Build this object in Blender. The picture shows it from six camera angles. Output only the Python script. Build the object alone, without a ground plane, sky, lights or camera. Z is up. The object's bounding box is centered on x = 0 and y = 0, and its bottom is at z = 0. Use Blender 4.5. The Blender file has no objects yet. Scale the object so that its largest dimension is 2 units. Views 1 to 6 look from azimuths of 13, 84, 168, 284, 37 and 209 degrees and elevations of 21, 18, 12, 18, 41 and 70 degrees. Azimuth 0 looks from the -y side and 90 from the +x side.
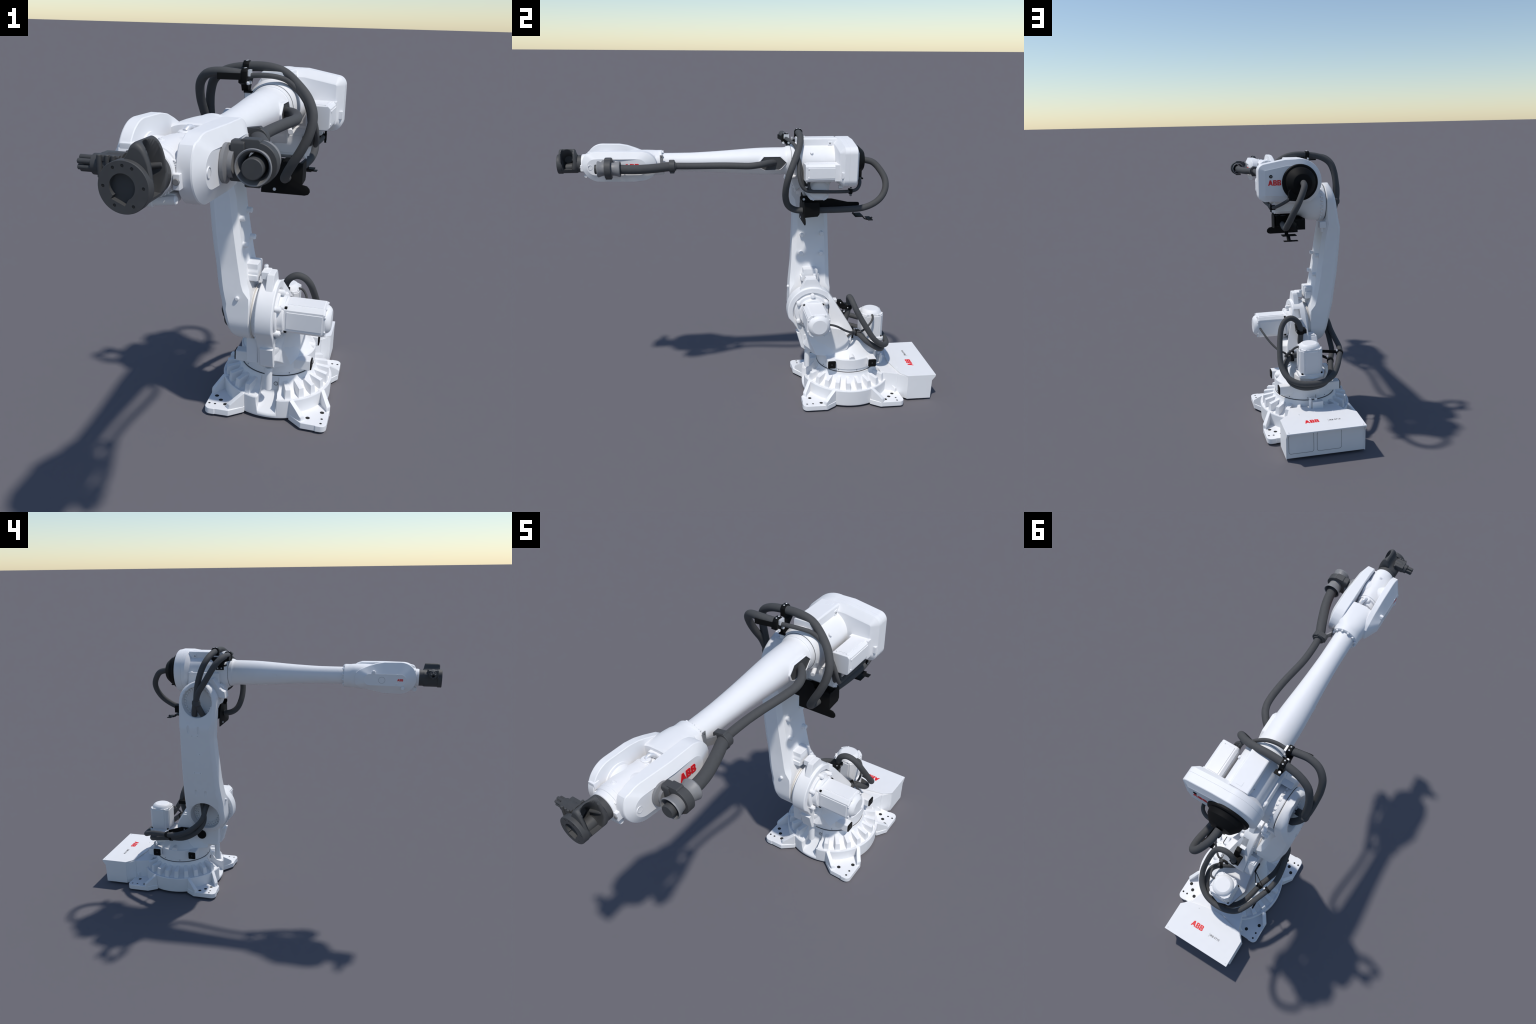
import bpy, bmesh, math
from mathutils import Vector, Matrix

# ------------------------------------------------------------------ materials
def material(name, color, rough=0.5, metal=0.0, grain=0.03, scale=60.0, spec=0.5):
    m = bpy.data.materials.new(name)
    m.use_nodes = True
    nt = m.node_tree
    b = nt.nodes["Principled BSDF"]
    tc = nt.nodes.new("ShaderNodeTexCoord")
    nz = nt.nodes.new("ShaderNodeTexNoise")
    nz.inputs["Scale"].default_value = scale
    nz.inputs["Detail"].default_value = 3.0
    nt.links.new(tc.outputs["Object"], nz.inputs["Vector"])
    cr = nt.nodes.new("ShaderNodeValToRGB")
    cr.color_ramp.elements[0].position = 0.3
    cr.color_ramp.elements[1].position = 0.7
    cr.color_ramp.elements[0].color = [c * (1 - grain) for c in color] + [1]
    cr.color_ramp.elements[1].color = [min(1, c * (1 + grain)) for c in color] + [1]
    nt.links.new(nz.outputs["Fac"], cr.inputs["Fac"])
    nt.links.new(cr.outputs["Color"], b.inputs["Base Color"])
    b.inputs["Roughness"].default_value = rough
    b.inputs["Metallic"].default_value = metal
    b.inputs["Specular IOR Level"].default_value = spec
    return m

WHITE = material("white_paint", (0.80, 0.80, 0.81), 0.55, grain=0.008, scale=25)
RUBBER = material("hose_rubber", (0.070, 0.071, 0.073), 0.75, grain=0.04, scale=90, spec=0.3)
DARK = material("dark_grey_metal", (0.058, 0.059, 0.061), 0.6, grain=0.04, scale=80, spec=0.4)
BLACK = material("black_plastic", (0.005, 0.005, 0.005), 0.6, grain=0.1, scale=80, spec=0.15)
GREY = material("grey_plastic", (0.22, 0.22, 0.225), 0.5, grain=0.03, scale=60)
STEEL = material("bolt_steel", (0.75, 0.76, 0.78), 0.35, metal=0.3, grain=0.02)
RED = material("red_print", (0.80, 0.005, 0.012), 0.5, grain=0.01)
INK = material("black_print", (0.03, 0.03, 0.03), 0.6, grain=0.02)
HOLE = material("dark_hole", (0.012, 0.012, 0.012), 0.8, grain=0.05)
SEAM = material("joint_seal", (0.62, 0.58, 0.52), 0.6, grain=0.02)

# ------------------------------------------------------------------ helpers
COL = bpy.context.scene.collection
ROOT = bpy.data.objects.new("industrial_robot", None)
COL.objects.link(ROOT)
ROOT.location = (0.010, 0.519, 0.0)
ROOT["label"] = "white jointed industrial robot arm with dark grey hoses"
ROOT["category"] = "robot arm"
bpy.context.view_layer.update()

def link(ob, parent):
    COL.objects.link(ob)
    p = parent or ROOT
    if ob.type == 'MESH' and "hose" not in ob.name:
        wn = ob.modifiers.new("weighted", 'WEIGHTED_NORMAL')
        wn.keep_sharp = True
        wn.weight = 80
    ob.parent = p
    ob.matrix_parent_inverse = Matrix.Translation(-Vector(ROOT.location)) if p is ROOT else Matrix.Identity(4)
    return ob

def shade(me, ang=35):
    for p in me.polygons:
        p.use_smooth = True
    me.set_sharp_from_angle(angle=math.radians(ang))

def emit(name, bm, mat, parent=None, ang=35):
    bmesh.ops.recalc_face_normals(bm, faces=bm.faces)
    me = bpy.data.meshes.new(name)
    bm.to_mesh(me)
    bm.free()
    shade(me, ang)
    me.materials.append(mat)
    return link(bpy.data.objects.new(name, me), parent)

def bev(bm, w, seg=2, ang=30):
    if w <= 0:
        return
    es = [e for e in bm.edges if len(e.link_faces) == 2 and e.calc_face_angle(0) > math.radians(ang)]
    bmesh.ops.bevel(bm, geom=es, offset=w, segments=seg, profile=0.5, affect='EDGES', clamp_overlap=True)

AX = {'x': lambda u, v, t: (t, u, v), 'y': lambda u, v, t: (u, t, v), 'z': lambda u, v, t: (u, v, t)}

def b_prism(bm, pts, axis, a, b):
    f = AX[axis]
    n = len(pts)
    va = [bm.verts.new(f(p[0], p[1], a)) for p in pts]
    vb = [bm.verts.new(f(p[0], p[1], b)) for p in pts]
    bm.faces.new(va)
    bm.faces.new(vb[::-1])
    for i in range(n):
        j = (i + 1) % n
        bm.faces.new((va[i], vb[i], vb[j], va[j]))

def prism(name, pts, axis, a, b, mat=WHITE, parent=None, bw=0.002, seg=2):
    bm = bmesh.new()
    b_prism(bm, pts, axis, a, b)
    bmesh.ops.recalc_face_normals(bm, faces=bm.faces)
    bev(bm, bw, seg)
    return emit(name, bm, mat, parent)

def rect(u0, u1, v0, v1, c=0.0):
    if c <= 0:
        return [(u0, v0), (u1, v0), (u1, v1), (u0, v1)]
    return [(u0 + c, v0), (u1 - c, v0), (u1, v0 + c), (u1, v1 - c), (u1 - c, v1), (u0 + c, v1), (u0, v1 - c), (u0, v0 + c)]

def rrect(u0, u1, v0, v1, r, n=6):
    out = []
    for cx, cy, a0 in ((u1 - r, v0 + r, -90), (u1 - r, v1 - r, 0), (u0 + r, v1 - r, 90), (u0 + r, v0 + r, 180)):
        for i in range(n + 1):
            a = math.radians(a0 + 90 * i / n)
            out.append((cx + r * math.cos(a), cy + r * math.sin(a)))
    return out

def arc(cx, cy, r, a0, a1, n=24):
    return [(cx + r * math.cos(math.radians(a0 + (a1 - a0) * i / n)), cy + r * math.sin(math.radians(a0 + (a1 - a0) * i / n))) for i in range(n + 1)]

def box(name, x0, x1, y0, y1, z0, z1, mat=WHITE, parent=None, bw=0.002):
    return prism(name, rect(x0, x1, y0, y1), 'z', z0, z1, mat, parent, bw)

def b_rev(bm, prof, axis, cu, cv, seg=64):
    """revolve (r, t) profile around an axis through (cu, cv)"""
    f = AX[axis]
    rings = []
    for r, t in prof:
        if r < 1e-6:
            rings.append([bm.verts.new(f(cu, cv, t))])
        else:
            rings.append([bm.verts.new(f(cu + r * math.cos(2 * math.pi * i / seg), cv + r * math.sin(2 * math.pi * i / seg), t)) for i in range(seg)])
    for A, B in zip(rings[:-1], rings[1:]):
        if len(A) == 1 and len(B) == 1:
            continue
        for i in range(seg):
            j = (i + 1) % seg
            if len(A) == 1:
                bm.faces.new((A[0], B[j], B[i]))
            elif len(B) == 1:
                bm.faces.new((A[i], A[j], B[0]))
            else:
                bm.faces.new((A[i], A[j], B[j], B[i]))

def revolve(name, prof, axis, cu, cv, mat=WHITE, parent=None, seg=64, ang=30):
    bm = bmesh.new()
    b_rev(bm, prof, axis, cu, cv, seg)
    return emit(name, bm, mat, parent, ang)

def cyl_prof(r, a, b, c=0.0015):
    c = min(c, r * 0.4, abs(b - a) * 0.4)
    s = 1 if b > a else -1
    return [(0, a), (r - c, a), (r, a + s * c), (r, b - s * c), (r - c, b), (0, b)]

def cyl(name, axis, cu, cv, r, a, b, mat=WHITE, parent=None, seg=32, c=0.0015):
    return revolve(name, cyl_prof(r, a, b, c), axis, cu, cv, mat, parent, seg)

def smooth_path(pts, step=0.006):
    P = [Vector(p) for p in pts]
    P = [P[0] * 2 - P[1]] + P + [P[-1] * 2 - P[-2]]
    out = []
    for i in range(1, len(P) - 2):
        p0, p1, p2, p3 = P[i - 1:i + 3]
        n = max(2, int((p2 - p1).length / step))
        t0, t1 = 0.0, max(1e-4, (p1 - p0).length) ** 0.5
        t2 = t1 + max(1e-4, (p2 - p1).length) ** 0.5
        t3 = t2 + max(1e-4, (p3 - p2).length) ** 0.5
        for k in range(n):
            t = t1 + (t2 - t1) * k / n
            a1 = p0 * ((t1 - t) / (t1 - t0)) + p1 * ((t - t0) / (t1 - t0))
            a2 = p1 * ((t2 - t) / (t2 - t1)) + p2 * ((t - t1) / (t2 - t1))
            a3 = p2 * ((t3 - t) / (t3 - t2)) + p3 * ((t - t2) / (t3 - t2))
            b1 = a1 * ((t2 - t) / (t2 - t0)) + a2 * ((t - t0) / (t2 - t0))
            b2 = a2 * ((t3 - t) / (t3 - t1)) + a3 * ((t - t1) / (t3 - t1))
            out.append(b1 * ((t2 - t) / (t2 - t1)) + b2 * ((t - t1) / (t2 - t1)))
    out.append(P[-2])
    for _ in range(3):
        out = [out[0]] + [(out[i - 1] + out[i] * 2 + out[i + 1]) / 4 for i in range(1, len(out) - 1)] + [out[-1]]
    return out

def b_tube(bm, path, rad, seg=20):
    n = len(path)
    rf = rad if callable(rad) else (lambda t: rad)
    T = [(path[min(i + 1, n - 1)] - path[max(i - 1, 0)]).normalized() for i in range(n)]
    up = Vector((0, 0, 1)) if abs(T[0].z) < 0.9 else Vector((1, 0, 0))
    u = T[0].cross(up).normalized()
    rings = []
    for i in range(n):
        u = (u - T[i] * u.dot(T[i])).normalized()
        v = T[i].cross(u)
        r = rf(i / (n - 1))
        rings.append([bm.verts.new(path[i] + (u * math.cos(2 * math.pi * k / seg) + v * math.sin(2 * math.pi * k / seg)) * r) for k in range(seg)])
    for A, B in zip(rings[:-1], rings[1:]):
        for k in range(seg):
            bm.faces.new((A[k], A[(k + 1) % seg], B[(k + 1) % seg], B[k]))
    bm.faces.new(rings[0][::-1])
    bm.faces.new(rings[-1])

def hose(name, pts, rad, mat=RUBBER, parent=None, seg=20):
    bm = bmesh.new()
    b_tube(bm, smooth_path(pts), rad, seg)
    return emit(name, bm, mat, parent, 60)

def rod(name, p, q, r, mat=WHITE, parent=None, seg=20, c=0.0012):
    """short cylinder between two arbitrary points, chamfered ends"""
    p, q = Vector(p), Vector(q)
    L = (q - p).length
    bm = bmesh.new()
    b_rev(bm, cyl_prof(r, 0, L, c), 'z', 0, 0, seg)
    M = Matrix.Translation(p) @ (q - p).to_track_quat('Z', 'Y').to_matrix().to_4x4()
    bmesh.ops.transform(bm, matrix=M, verts=bm.verts)
    return emit(name, bm, mat, parent)

def loft(name, secs, mat=WHITE, parent=None, ang=35, bw=0):
    bm = bmesh.new()
    R = [[bm.verts.new(p) for p in s] for s in secs]
    n = len(R[0])
    for A, B in zip(R[:-1], R[1:]):
        for k in range(n):
            bm.faces.new((A[k], A[(k + 1) % n], B[(k + 1) % n], B[k]))
    bm.faces.new(R[0][::-1])
    bm.faces.new(R[-1])
    bmesh.ops.recalc_face_normals(bm, faces=bm.faces)
    bev(bm, bw)
    return emit(name, bm, mat, parent, ang)

def cut(ob, cutters, op='DIFFERENCE', ang=35):
    ob.modifiers.clear()
    for c in cutters:
        md = ob.modifiers.new("cut", 'BOOLEAN')
        md.operation = op
        md.solver = 'EXACT'
        md.object = c
    bpy.context.view_layer.update()
    dg = bpy.context.evaluated_depsgraph_get()
    me = bpy.data.meshes.new_from_object(ob.evaluated_get(dg))
    ob.modifiers.clear()
    old = ob.data
    ob.data = me
    for c in cutters:
        bpy.data.objects.remove(c, do_unlink=True)
    shade(me, ang)
    wn = ob.modifiers.new("weighted", 'WEIGHTED_NORMAL')
    wn.keep_sharp = True
    while len(me.materials) > 1:
        me.materials.pop()
    for p in me.polygons:
        p.material_index = 0
    return ob

def join_all(name, obs, mat, parent=None):
    bm = bmesh.new()
    for o in obs:
        o2 = o.data.copy()
        bm.from_mesh(o2)
        bpy.data.objects.remove(o, do_unlink=True)
    me = bpy.data.meshes.new(name)
    bm.to_mesh(me)
    bm.free()
    shade(me)
    me.materials.clear()
    me.materials.append(mat)
    return link(bpy.data.objects.new(name, me), parent)

_bolt = {}
def bolt(p, d, r=0.006, h=0.006, mat=WHITE, parent=None, hexhead=False, name="bolt"):
    key = (round(r, 5), round(h, 5), mat.name, hexhead)
    if key not in _bolt:
        bm = bmesh.new()
        if hexhead:
            b_prism(bm, [(r * math.cos(math.pi / 3 * i), r * math.sin(math.pi / 3 * i)) for i in range(6)], 'z', -0.002, h)
        else:
            b_rev(bm, [(0, -0.002), (r, -0.002), (r, h - 0.001), (r - 0.001, h), (r * 0.5, h), (r * 0.5, h - 0.0015), (0, h - 0.0015)], 'z', 0, 0, 16)
        bmesh.ops.recalc_face_normals(bm, faces=bm.faces)
        me = bpy.data.meshes.new(name)
        bm.to_mesh(me)
        bm.free()
        shade(me)
        me.materials.append(mat)
        _bolt[key] = me
    ob = bpy.data.objects.new(name, _bolt[key])
    link(ob, parent)
    ob.rotation_mode = 'QUATERNION'
    ob.rotation_quaternion = Vector(d).to_track_quat('Z', 'Y')
    ob.location = p
    return ob

# logo letters: blocks split by a horizontal and a vertical gap
def letter_a():
    w = 0.98
    lo = [(0, 0), (.25, 0), (.32, .2), (.481, .2), (.481, .462), (.165, .462)]
    hi = [(.172, .480), (.481, .480), (.481, 1), (.34, 1)]
    mir = lambda p: [(w - x, y) for x, y in reversed(p)]
    return [lo, hi, mir(lo), mir(hi)], w

def letter_b():
    ll = [(0, 0), (.40, 0), (.40, .19), (.27, .19), (.27, .36), (.40, .36), (.40, .462), (0, .462)]
    lu = [(0, .480), (.40, .480), (.40, .62), (.27, .62), (.27, .80), (.40, .80), (.40, 1), (0, 1)]
    rl = [(.42, 0), (.58, 0), (.70, .04), (.78, .13), (.80, .24), (.77, .36), (.68, .462), (.42, .462), (.42, .36), (.50, .34), (.52, .275), (.50, .21), (.42, .19)]
    ru = [(.42, .480), (.67, .480), (.73, .56), (.76, .70), (.74, .84), (.67, .95), (.56, 1), (.42, 1), (.42, .80), (.48, .78), (.50, .71), (.48, .64), (.42, .62)]
    return [ll, lu, rl, ru], .80

def logo(origin, right, up, h, mat=RED, parent=None, sx=0.92):
    o, r, u = Vector(origin), Vector(right).normalized(), Vector(up).normalized()
    n = r.cross(u)
    x = 0.0
    obs = []
    for L in (letter_a, letter_b, letter_b):
        polys, w = L()
        bm = bmesh.new()
        for pl in polys:
            lo = [bm.verts.new(o + r * ((x + a) * h * sx) + u * (b * h) - n * 0.0004) for a, b in pl]
            hi = [bm.verts.new(o + r * ((x + a) * h * sx) + u * (b * h) + n * 0.0008) for a, b in pl]
            bm.faces.new(hi)
            bm.faces.new(lo[::-1])
            for i in range(len(pl)):
                j = (i + 1) % len(pl)
                bm.faces.new((lo[i], lo[j], hi[j], hi[i]))
        obs.append(emit("logo_letter", bm, mat, parent))
        x += w + 0.05
    return obs

def text(body, origin, right, up, h, mat=INK, parent=None):
    cu = bpy.data.curves.new("lettering", 'FONT')
    cu.body = body
    cu.size = h * 1.4
    cu.extrude = 0.0005
    t = bpy.data.objects.new("lettering", cu)
    COL.objects.link(t)
    bpy.context.view_layer.update()
    me = bpy.data.meshes.new_from_object(t.evaluated_get(bpy.context.evaluated_depsgraph_get()))
    bpy.data.objects.remove(t, do_unlink=True)
    r, u = Vector(right).normalized(), Vector(up).normalized()
    n = r.cross(u)
    M = Matrix.Translation(origin) @ Matrix((r, u, n)).transposed().to_4x4()
    me.transform(M)
    me.materials.clear()
    me.materials.append(mat)
    return link(bpy.data.objects.new("lettering", me), parent)

CX, CY = 0.010, 0.519            # turntable axis
J2Y, J2Z = 0.309, 0.503          # shoulder axis (runs along x)
J3Y, J3Z = 0.311, 1.211          # elbow axis (runs along x)
AXX, AXZ = 0.010, 1.348          # forearm axis (runs along y)

# ================================================================== BASE
base = revolve("base", [(0, .008), (.240, .008), (.247, .012), (.249, .02), (.252, .100), (.250, .104), (.243, .104), (.239, .1005), (.212, .110), (.196, .123), (.183, .143), (.174, .161), (.172, .168), (.171, .1752), (0, .1752)], 'z', CX, CY, seg=128)
# channel in front, under the stop pin
chan = loft("channel", [[(a, y, z), (b, y, z), (b + .005, y, .25), (a - .005, y, .25)] for y, z, a, b in ((.20, .026, -.030, .056), (.262, .030, -.029, .053), (.335, .092, -.026, .048), (.352, .105, -.025, .046))])
cut(base, [chan], ang=30)
revolve("plug_ring", [(.007, .3535), (.0095, .3535), (.0095, .350), (.007, .350)], 'y', .036, .138, GREY, base, 24)
# radial teeth
NT = 24
bm = bmesh.new()
for i in range(NT):
    a = 2 * math.pi * (i + 0.5) / NT
    if abs((a - 1.5 * math.pi + math.pi) % (2 * math.pi) - math.pi) < 0.20:
        continue
    if abs((a - 0.5 * math.pi + math.pi) % (2 * math.pi) - math.pi) < 0.3:
        continue
    c, s = math.cos(a), math.sin(a)
    def P(r, w, z):
        return (CX + r * c - w * s, CY + r * s + w * c, z)
    q = [P(.2405, -.0140, .095), P(.2405, .0140, .095), P(.235, .0112, .145), P(.235, -.0112, .145),
         P(.172, -.012, .12), P(.172, .012, .12), P(.172, .0085, .157), P(.172, -.0085, .157)]
    v = [bm.verts.new(p) for p in q]
    for f in ((0, 1, 2, 3), (4, 7, 6, 5), (0, 4, 5, 1), (1, 5, 6, 2), (2, 6, 7, 3), (3, 7, 4, 0)):
        bm.faces.new([v[k] for k in f])
bmesh.ops.recalc_face_normals(bm, faces=bm.faces)
bev(bm, 0.0012, 2)
teeth = emit("rib", bm, WHITE, base)
teeth["kind"] = "stuff"
# dark joint line and seal
revolve("seam_ring", [(.160, .1750), (.1668, .1750), (.1668, .1775), (.160, .1775)], 'z', CX, CY, DARK, base, 96)

def foot(sx, sy, three):
    """corner foot; sx, sy = side of the axis"""
    def W(u, v):
        return (CX + sx * u, CY + sy * v)
    order = 1 if sx * sy > 0 else -1
    tip = arc(.244, .260, .026, 0, 90, 8)
    pl = [(.150, .10), (.235, .098), (.270, .150), (.270, .236)] + tip + [(.225, .286), (.221, .283), (.160, .282), (.100, .234), (.10, .15)]
    pts = [W(u, v) for u, v in pl][::order]
    f = prism("foot", pts, 'z', .008, .037, WHITE, base, 0.003, 3)
    cutters = []
    big = [(.185, .238), (.240, .183)] + ([(.2135, .2105)] if three else [])
    small = [(.245, .230), (.245, .263)] if not three else [(.230, .246), (.256, .246)]
    caps = []
    for (u, v), r in [(b, .0098) for b in big] + [(s, .0055) for s in small]:
        x, y = W(u, v)
        cutters.append(cyl("cutter", 'z', x, y, r, .031, .05, c=0))
        caps.append((x, y, r))
    cut(f, cutters)
    for x, y, r in caps:
        cyl("hole_shadow_disc", 'z', x, y, r * .995, .020, .0364, HOLE, base, 20, 0)  # near-black disc just below the foot top, painting the shadow inside the hole
    # side ribs
    for flip in (False, True):
        g = (lambda u, v: (v, u)) if flip else (lambda u, v: (u, v))
        # rib runs from the rim down to the plate edge
        secs = []
        for (u, v, zt, th) in ((.098, .215, .1052, .018), (.103, .235, .1052, .019), (.132, .2550, .080, .020), (.153, .2705, .060, .021), (.160, .2712, .052, .020)):
            d = Vector((.0, 1.0)) if False else Vector((.75, -.66))
            a = g(u, v)
            b = g(u + d.x * th, v + d.y * th)
            A, B = W(*a), W(*b)
            secs.append([(A[0], A[1], .010), (A[0], A[1], zt - .002), (A[0] * .8 + B[0] * .2, A[1] * .8 + B[1] * .2, zt), (A[0] * .2 + B[0] * .8, A[1] * .2 + B[1] * .8, zt), (B[0], B[1], zt - .002), (B[0], B[1], .010)])
        loft("foot_rib", secs, WHITE, base)
    x, y = W(.21, .21)
    cyl("foot_pad", 'z', x, y, .022, 0, .012, WHITE, base, 32, .003)
    return f
foot(1, -1, False)
foot(-1, -1, True)
foot(1, 1, True)
foot(-1, 1, False)

# connection cabinet behind the base
side = [(.80, .012), (.973, .012), (.976, .122), (.997, .148), (.999, .157), (.80, .157)]
cab_plan = [(CX + .207, .992), (CX + .207, .838), (CX + .165, .800), (CX + .06, .776), (CX - .06, .776), (CX - .165, .800), (CX - .207, .838), (CX - .207, .992)]
cab = prism("cabinet", [(-.197 + .002, .972), (.217 - .002, .972), (.215, .838), (.175, .79), (-.155, .79), (-.195, .838)][::-1], 'z', .011, .150, WHITE, None, .001)
lid = prism("cabinet_lid", [(-.197, .999), (-.197, .838), (-.158, .802), (-.10, .790), (-.02, .772), (.04, .772), (.12, .790), (.178, .802), (.218, .838), (.218, .999)], 'z', .150, .1575, WHITE, cab, .0012)
for s in (-1, 1):
    x = CX + .0005 + s * .2055
    prism("cabinet_side_panel", [(.838, .0105), (.976, .0105), (.979, .122), (.998, .147), (.998, .151), (.838, .151)], 'x', x - .002, x + .002, WHITE, cab, .0006)
# knock-out panel outlines on the back
for x0, x1 in ((.073, .2035), (-.072, .057)):
    o = rrect(x0, x1, .034, .140, .012)
    i = rrect(x0 + .0014, x1 - .0014, .0354, .1386, .011)
    bm = bmesh.new()
    vo = [[bm.verts.new((p[0], y, p[1])) for p in o] for y in (.9725, .9718)]
    vi = [[bm.verts.new((p[0], y, p[1])) for p in i] for y in (.9725, .9718)]
    n = len(o)
    for k in range(n):
        j = (k + 1) % n
        for a, b in ((vo[0], vi[0]), (vi[0], vi[1]), (vo[1], vo[0]), (vi[1], vo[1])):
            bm.faces.new((a[k], a[j], b[j], b[k]))
    emit("panel_groove", bm, DARK, cab)
for p in ((.205, .985), (-.183, .985), (.11, .806), (.02, .788), (-.075, .806)):
    bolt((p[0], p[1], .1575), (0, 0, 1), .0035, .002, WHITE, cab)
logo((.101, .9075, .1576), (-1, 0, 0), (0, -1, 0), .031, RED, cab)
text("IRB 5710", (-.026, .905, .1578), (-1, 0, 0), (0, -1, 0), .012, INK, cab)
box("marking_line", -.0222, -.0214, .889, .911, .157, .1580, INK, cab, 0)
# neck between base and cabinet
neck = prism("base_neck", [(-.12, .70), (.14, .70), (.172, .793), (.206, .826), (.206, .842), (-.186, .842), (-.186, .826), (-.152, .793)], 'z', .010, .1495, WHITE, base, .004)

# ================================================================== TURRET
tur = revolve("turret", [(0, .177), (.163, .177), (.165, .179), (.165, .252), (.161, .2565), (.118, .300), (.100, .318), (0, .318)], 'z', CX, CY, seg=128, ang=25)
revolve("turret_band", [(.160, .195), (.168, .195), (.1695, .1965), (.1695, .252), (.167, .2555), (.158, .2575)], 'z', CX, CY, WHITE, tur, 128, 25)
for sx in (-1, 1):
    for sy in (-1, 1):
        y = CY + sy * .115
        x0, x1 = sorted((CX + sx * .08, CX + sx * .168))
        prism("stop_boss", rrect(y - .024, y + .024, .207, .257, .006), 'x', x0, x1, WHITE, tur, .002)
        a, b = sorted((CX + sx * .1675, CX + sx * .1735))
        prism("stop_cap", rrect(y - .022, y + .022, .2095, .2535, .006), 'x', a, b, BLACK, tur, .001)
        bolt((CX + sx * .1735, y, .2315), (sx, 0, 0), .004, .0012, DARK, tur)
    # cast hump on the slope
    bm = bmesh.new()
    path = [Vector((CX + sx * .166, CY, .258)), Vector((CX + sx * .140, CY, .263)), Vector((CX + sx * .100, CY, .270))]
    b_tube(bm, path, .0165, 24)
    emit("cast_hump", bm, WHITE, tur)
prism("rear_plate", [(-.035, .66), (.055, .66), (.055, .690), (-.035, .690)], 'z', .20, .258, WHITE, tur, .003)
for i in range(10):
    a = 2 * math.pi * (i + .3) / 10
    bolt((CX + .1655 * math.cos(a), CY + .1655 * math.sin(a), .188), (math.cos(a), math.sin(a), 0), .0028, .001, GREY, tur)
# valve behind the turret
cyl("breather", 'z', .028, .728, .008, .14, .200, WHITE, base, 20)
cyl("breather", 'z', .028, .728, .0055, .198, .212, WHITE, base, 20)
box("valve_block", -.040, .018, .715, .745, .14, .190, WHITE, base, .002)
cyl("valve_stem", 'z', -.004, .722, .008, .188, .205, WHITE, base, 16)
cyl("valve_stem", 'z', -.004, .722, .002, .203, .222, GREY, base, 10)
# centre casting joining turret, shoulder and motor seat
loft("turret_casting", [
    [(x, y, .255) for x, y in ((-.110, .43), (-.075, .33), (.03, .285), (.10, .33), (.125, .42), (.125, .60), (.085, .68), (.012, .70), (-.06, .68), (-.11, .60))],
    [(x, y, .320) for x, y in ((-.078, .43), (-.055, .31), (.03, .262), (.085, .30), (.112, .41), (.105, .61), (.075, .715), (.012, .735), (-.05, .715), (-.085, .61))],
    [(x, y, .345) for x, y in ((-.072, .41), (-.050, .295), (.03, .255), (.078, .29), (.100, .41), (.085, .52), (.055, .53), (.012, .535), (-.04, .53), (-.07, .52))],
    [(x, y, .360) for x, y in ((-.070, .41), (-.048, .290), (.03, .255), (.072, .29), (.092, .41), (.080, .50), (.05, .51), (.012, .515), (-.04, .51), (-.068, .50))],
], WHITE, tur, 40)

# shoulder frame: thick drum around the J2 axis plus the triangular fin behind it
drum = arc(J2Y, J2Z, .138, 62, 198, 30)       # over the top, down the front
outline = [(.531, .405), (.437, .557), (.398, .612)] + drum + [(.205, .430), (.246, .362), (.262, .275), (.30, .255), (.47, .255), (.525, .315)]
frame = prism("shoulder_frame", outline, 'x', -.030, .042, WHITE, tur, .006, 3)
rec = cyl("cutter", 'x', J2Y, J2Z, .110, .022, .08, c=0)
cut(frame, [rec])
def wedge(name, pts, mat, parent, bw=.003):
    """prism along x with its own inner and outer x at every (y, z, x0, x1) corner"""
    bm = bmesh.new()
    a = [bm.verts.new((p[2], p[0], p[1])) for p in pts]
    b = [bm.verts.new((p[3], p[0], p[1])) for p in pts]
    bm.faces.new(a)
    bm.faces.new(b[::-1])
    for i in range(len(pts)):
        j = (i + 1) % len(pts)
        bm.faces.new((a[i], b[i], b[j], a[j]))
    bmesh.ops.recalc_face_normals(bm, faces=bm.faces)
    bev(bm, bw, 2, 12)
    return emit(name, bm, mat, parent)
wedge("frame_fin", [(.398, .612, .0, .0425), (.437, .557, .0, .062), (.512, .438, .0, .103), (.531, .405, .0, .108), (.522, .32, .0, .110), (.40, .32, .0, .098), (.40, .42, .0, .078), (.405, .52, .0, .050)], WHITE, frame, .003)
prism("frame_crest", [(.238, .615), (.268, .681), (.276, .688), (.330, .688), (.342, .676), (.380, .600), (.31, .59)], 'x', -.003, .028, WHITE, frame, .004, 2)
prism("crest_pad", [(.275, .66), (.275, .690), (.335, .690), (.335, .66)], 'x', -.028, .004, WHITE, frame, .002)
cyl("crest_bolt", 'z', -.020, .330, .009, .68, .704, WHITE, frame, 20, .003)
# left-hand web of the frame, holding the lower cable bracket
prism("frame_web", [(.26, .28), (.52, .28), (.523, .40), (.480, .468), (.42, .470), (.25, .40)], 'x', -.078, -.030, WHITE, frame, .005, 2)
prism("web_ledge", [(.44, .455), (.482, .455), (.476, .474), (.44, .480)], 'x', -.068, -.010, WHITE, frame, .002)
cyl("rubber_plug", 'x', .362, .345, .029, -.086, -.075, BLACK, frame, 40, .003)
# front stop column
prism("stop_column", [(.225, .37), (.252, .278), (.30, .245), (.34, .245), (.34, .37)], 'x', -.016, .040, WHITE, frame, .003)
cyl("stop_pin", 'z', .013, .293, .0165, .143, .25, WHITE, frame, 32, .003)
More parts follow.
